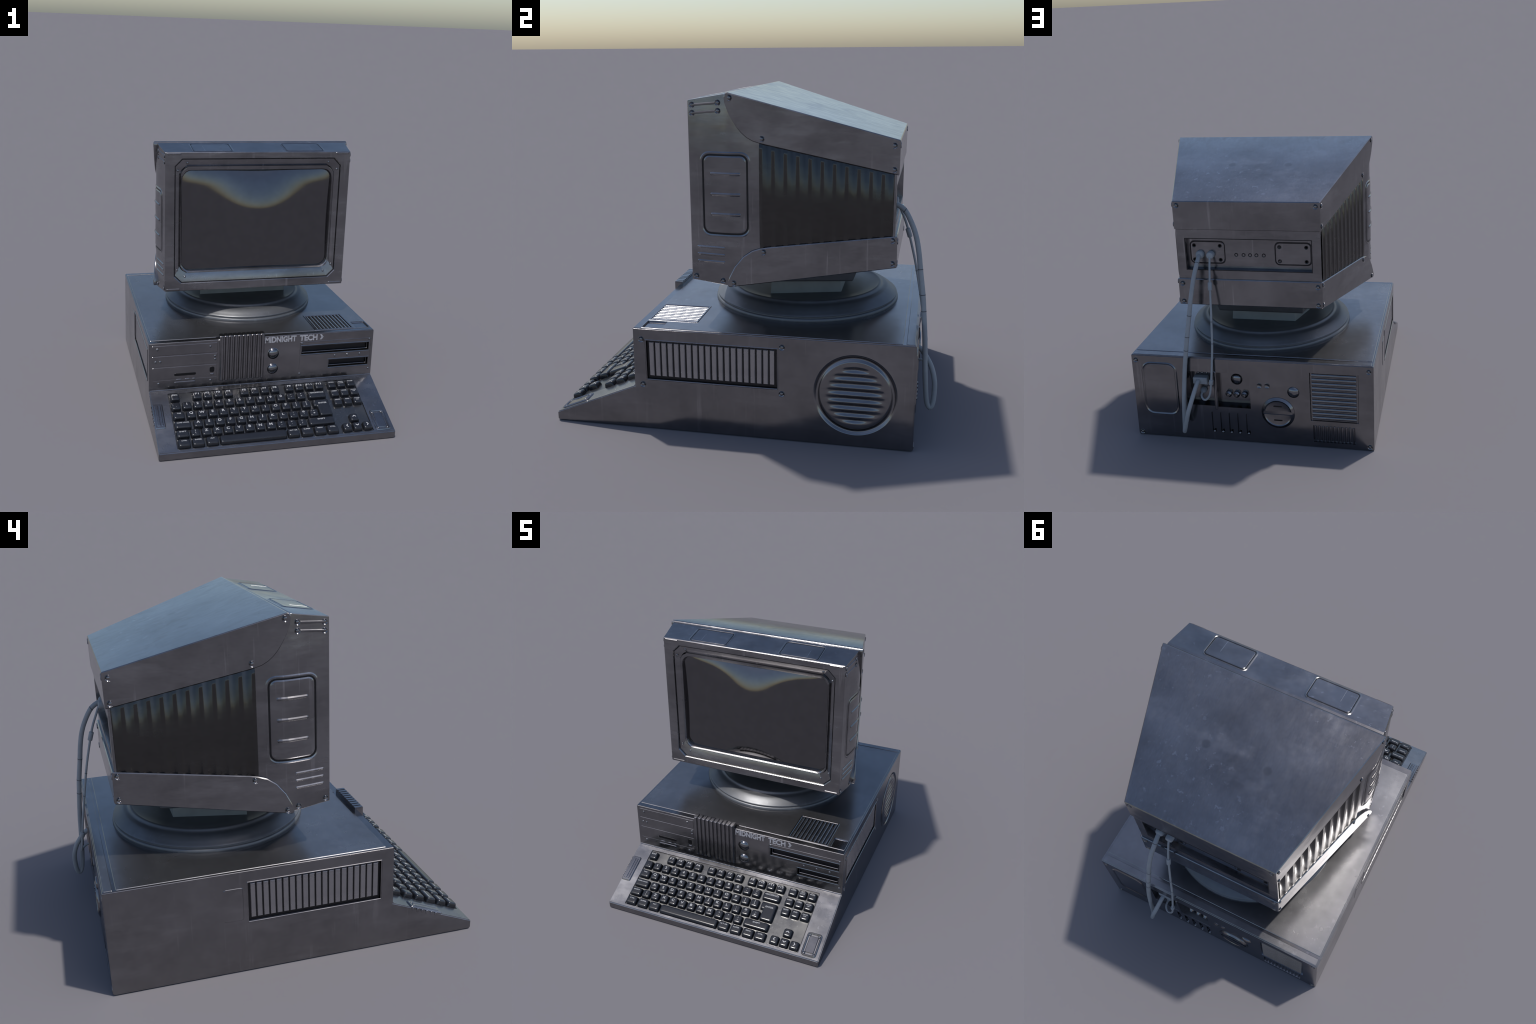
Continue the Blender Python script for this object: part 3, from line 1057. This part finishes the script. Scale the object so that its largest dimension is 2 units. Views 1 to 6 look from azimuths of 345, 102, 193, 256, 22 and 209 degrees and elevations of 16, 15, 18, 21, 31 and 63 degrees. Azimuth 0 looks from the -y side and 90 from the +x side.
def ribs(sgn):
    """Corrugated panel: rounded upright ribs with a narrow flat crest, normals tilted so the upper flanks mirror sky."""
    rows, per = 48, 20
    cols = RIB_N * per
    bm = bmesh.new()
    vs, nrm = [], []
    for k in range(rows + 1):
        row = []
        for i in range(cols + 1):
            y = RIB_Y0 + (RIB_Y1 - RIB_Y0) * i / cols
            a = abs(2 * ((i + 0.4 * per) % per) / per - 1)              # 0 on the crest, 1 in the valley
            t = k / rows
            z = rib_bottom(y) + (rib_top(y) - rib_bottom(y)) * t
            d = min(rib_top(y) - z, z - rib_bottom(y))
            lip = 1 - math.exp(-max(0, d - 0.006) / 0.014)
            flank = min(1.0, max(0.0, (a - 0.27) / 0.05))
            h = 0.0042 + 0.0058 * (0.5 + 0.5 * math.cos(math.pi * a)) * lip
            row.append(bm.verts.new((sgn * (taper(y) + h), y, z)))
            crest = (1 - flank) * (1 if t < 0.95 else 0)
            side = math.sin(math.pi * a) * (1 if (i + 0.4 * per) % per > per / 2 else -1)
            tilt = 0.34 * (2 * t - 0.92) * (1 - crest)
            nrm.append(Vector((sgn, 0.258 + 0.42 * side * flank, tilt)).normalized())
        vs.append(row)
    for k in range(rows):
        for i in range(cols):
            q = (vs[k][i], vs[k][i + 1], vs[k + 1][i + 1], vs[k + 1][i])
            bm.faces.new(q if sgn > 0 else tuple(reversed(q)))
    me = bpy.data.meshes.new("cooling_ribs")
    bm.to_mesh(me)
    bm.free()
    for p in me.polygons:
        p.use_smooth = True
    me.normals_split_custom_set_from_vertices(nrm)
    return me


for s in (1, -1):
    obj("cooling_ribs", ribs(s), MON, M_RIB)

# clamshell plates: side profile swept between tapering flanks
def shell_w(y):
    return 0.6545 - 0.258 * (y + 0.057)


UPPER = [(-0.049, 1.7385), (-0.0590, 1.7345), (-0.0630, 1.7255), (-0.064, 1.713), (-0.062, 1.691), (-0.054, 1.667), (-0.043, 1.636), (-0.027, 1.604), (-0.008, 1.572), (0.013, 1.545), (0.036, 1.523),
         (0.066, 1.504), (0.098, 1.493), (0.130, 1.4845), (0.768, 1.3265), (0.770, 1.5015)]
LOWER = [(-0.050, 0.7705), (-0.060, 0.773), (-0.064, 0.791), (-0.053, 0.822), (-0.026, 0.876), (0.016, 0.927), (0.059, 0.956), (0.102, 0.9685), (0.141, 0.9735), (0.768, 1.0185), (0.770, 0.8535)]


def shell(prof):
    def build(bm):
        loft(bm, [[(sx * shell_w(y), y, z) for y, z in prof] for sx in (-1, 1)])
        bmesh.ops.recalc_face_normals(bm, faces=bm.faces)
        bmesh.ops.bevel(bm, geom=[e for e in bm.edges if e.calc_face_angle(0) > 0.5], offset=0.0042, segments=1, affect="EDGES", clamp_overlap=True)
    return build


UP = part("upper_shell", MON, M_SHELL, shell(UPPER), 24)
LO = part("lower_shell", MON, M_SHELL, shell(LOWER), 24)
for s in (1, -1):
    mp = (lambda u, v, h: (shell_w(u) + h, u, v)) if s > 0 else (lambda u, v, h: (-shell_w(-u) - h, -u, v))
    copies("screw", screw, MON, [axes(mp, s * y, z) for y, z in ((0.109, 1.514), (-0.040, 1.712), (0.740, 1.474), (0.742, 1.354), (0.744, 0.996), (0.746, 0.875), (0.113, 0.949), (-0.034, 0.790))], M_SHELL)
copies("screw", screw, MON, [axes(on_shell_back, x, z, 0.001) for x in (0.416, -0.416) for z in (1.475, 1.352, 0.988, 0.873) if z != 1.352], M_SHELL)

part("recess_dark_outline", MON, M_DARK, lambda bm: frame(bm, rect(-0.387, 0.387, 1.072, 1.273), on_monitor_back, 0.0045, -0.002, 0.0008, 0.0003))  # thin dark outline round the recess

# back of the monitor: two cover plates, a row of five holes
def back_plate(bm):
    for a, b in ((-0.362, -0.154), (0.161, 0.373)):
        plate(bm, rrect(a, b, 1.109, 1.242, 0.024, 4), on_monitor_back, -0.038, -0.0325, 0.003)


part("connector_plate", MON, M_MON, back_plate)


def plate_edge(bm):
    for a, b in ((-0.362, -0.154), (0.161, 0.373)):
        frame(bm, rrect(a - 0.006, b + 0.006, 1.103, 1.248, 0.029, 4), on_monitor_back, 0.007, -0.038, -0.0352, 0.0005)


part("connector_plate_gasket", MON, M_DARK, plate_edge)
bm = bmesh.new()
lathe(bm, [(0.0125, -0.002), (0.0115, 0.0016), (0.009, 0.0012), (0.006, -0.001), (0, -0.001)], FLAT, n=16)
port = bm_mesh(bm, "port", 50)
copies("port", port, MON, [axes(on_monitor_back, -x, 1.162, -0.0355) for x in (0.081, 0.036, -0.004, -0.043, -0.088)]
       + [axes(on_monitor_back, x, z, -0.0315) for a in ((-0.340, -0.179), (0.185, 0.346)) for x in a for z in (1.217, 1.129)], M_DARK)

# ------------------------------------------------------------------ cables
THICK = [(0.303, 0.728, 1.163), (0.305, 0.752, 1.158), (0.306, 0.797, 1.127), (0.3175, 0.836, 1.058), (0.3265, 0.861, 0.990), (0.338, 0.877, 0.912), (0.349, 0.888, 0.828), (0.367, 0.9065, 0.696), (0.378, 0.9145, 0.611),
         (0.395, 0.926, 0.470), (0.409, 0.934, 0.310), (0.415, 0.943, 0.180), (0.4145, 0.952, 0.115), (0.412, 0.966, 0.090), (0.405, 0.980, 0.105), (0.390, 0.987, 0.160), (0.372, 0.985, 0.230),
         (0.352, 0.965, 0.300), (0.335, 0.925, 0.365), (0.328, 0.897, 0.392), (0.326, 0.860, 0.399)]
THIN = [(0.237, 0.730, 1.165), (0.236, 0.758, 1.152), (0.2345, 0.7765, 1.112), (0.231, 0.800, 1.055), (0.228, 0.819, 0.993), (0.222, 0.850, 0.870), (0.2195, 0.868, 0.785), (0.2175, 0.892, 0.653), (0.222, 0.912, 0.530),
        (0.230, 0.927, 0.420), (0.240, 0.937, 0.340), (0.262, 0.941, 0.304), (0.285, 0.936, 0.300), (0.303, 0.915, 0.312), (0.307, 0.885, 0.318), (0.307, 0.850, 0.320)]


def spine_at(pts, zz, upper=True):
    for p, q in zip(pts, pts[1:]):
        if (p[2] - zz) * (q[2] - zz) <= 0 and p[2] != q[2]:
            t = (zz - p[2]) / (q[2] - p[2])
            return Vector(p).lerp(Vector(q), t), (Vector(q) - Vector(p)).normalized()


def collar(bm, pts, z, r, half):
    c, d = spine_at(pts, z)
    a, b = c - d * half, c + d * half
    u = Vector((1, 0, 0)); u = (u - d * u.dot(d)).normalized(); w = d.cross(u)
    ring = lambda c0, rr: [tuple(c0 + (u * math.cos(math.tau * k / 16) + w * math.sin(math.tau * k / 16)) * rr) for k in range(16)]
    loft(bm, [ring(a, r * 0.9), ring(a + d * half * 0.1, r), ring(b - d * half * 0.1, r), ring(b, r * 0.9)])


POWER = part("power_cable", ROOT, M_CABLE, lambda bm: tube(bm, THICK, 0.0136), 60)


def power_ends(bm):
    lathe(bm, [(0.027, -0.036), (0.027, -0.022), (0.0255, -0.014), (0.021, -0.008), (0.0145, -0.004)], on_monitor_back, -0.304, 1.162, 20)


part("cable_grommet", POWER, M_CABLE, power_ends, 50)
part("cable_connector", POWER, M_CABLE, lambda bm: plate(bm, rrect(-0.362, -0.270, 0.373, 0.417, 0.006), on_back, -0.056, -0.006, 0.004))
part("cable_ring", POWER, M_RING, lambda bm: [collar(bm, THICK, z, 0.0143, 0.0022) for z in (1.127, 0.828, 0.696, 0.611)], 50)
SIGNAL = part("signal_cable", ROOT, M_CABLE, lambda bm: tube(bm, THIN, 0.0065), 60)


def signal_ends(bm):
    lathe(bm, [(0.023, -0.036), (0.0235, -0.008), (0.020, 0.001), (0.008, 0.005)], on_monitor_back, -0.237, 1.163, 20)
    lathe(bm, [(0.020, -0.056), (0.020, -0.032), (0.014, -0.020), (0.008, -0.010)], on_back, -0.307, 0.318, 18)


part("cable_grommet", SIGNAL, M_CABLE, signal_ends, 50)
part("cable_collar", SIGNAL, M_CABLE, lambda bm: [collar(bm, THIN, z, r, h) for z, r, h in ((0.993, 0.0130, 0.024), (0.413, 0.0125, 0.015))], 50)
part("cable_ring", SIGNAL, M_RING, lambda bm: [collar(bm, THIN, z, 0.0073, 0.0018) for z in (0.785, 0.653)], 50)
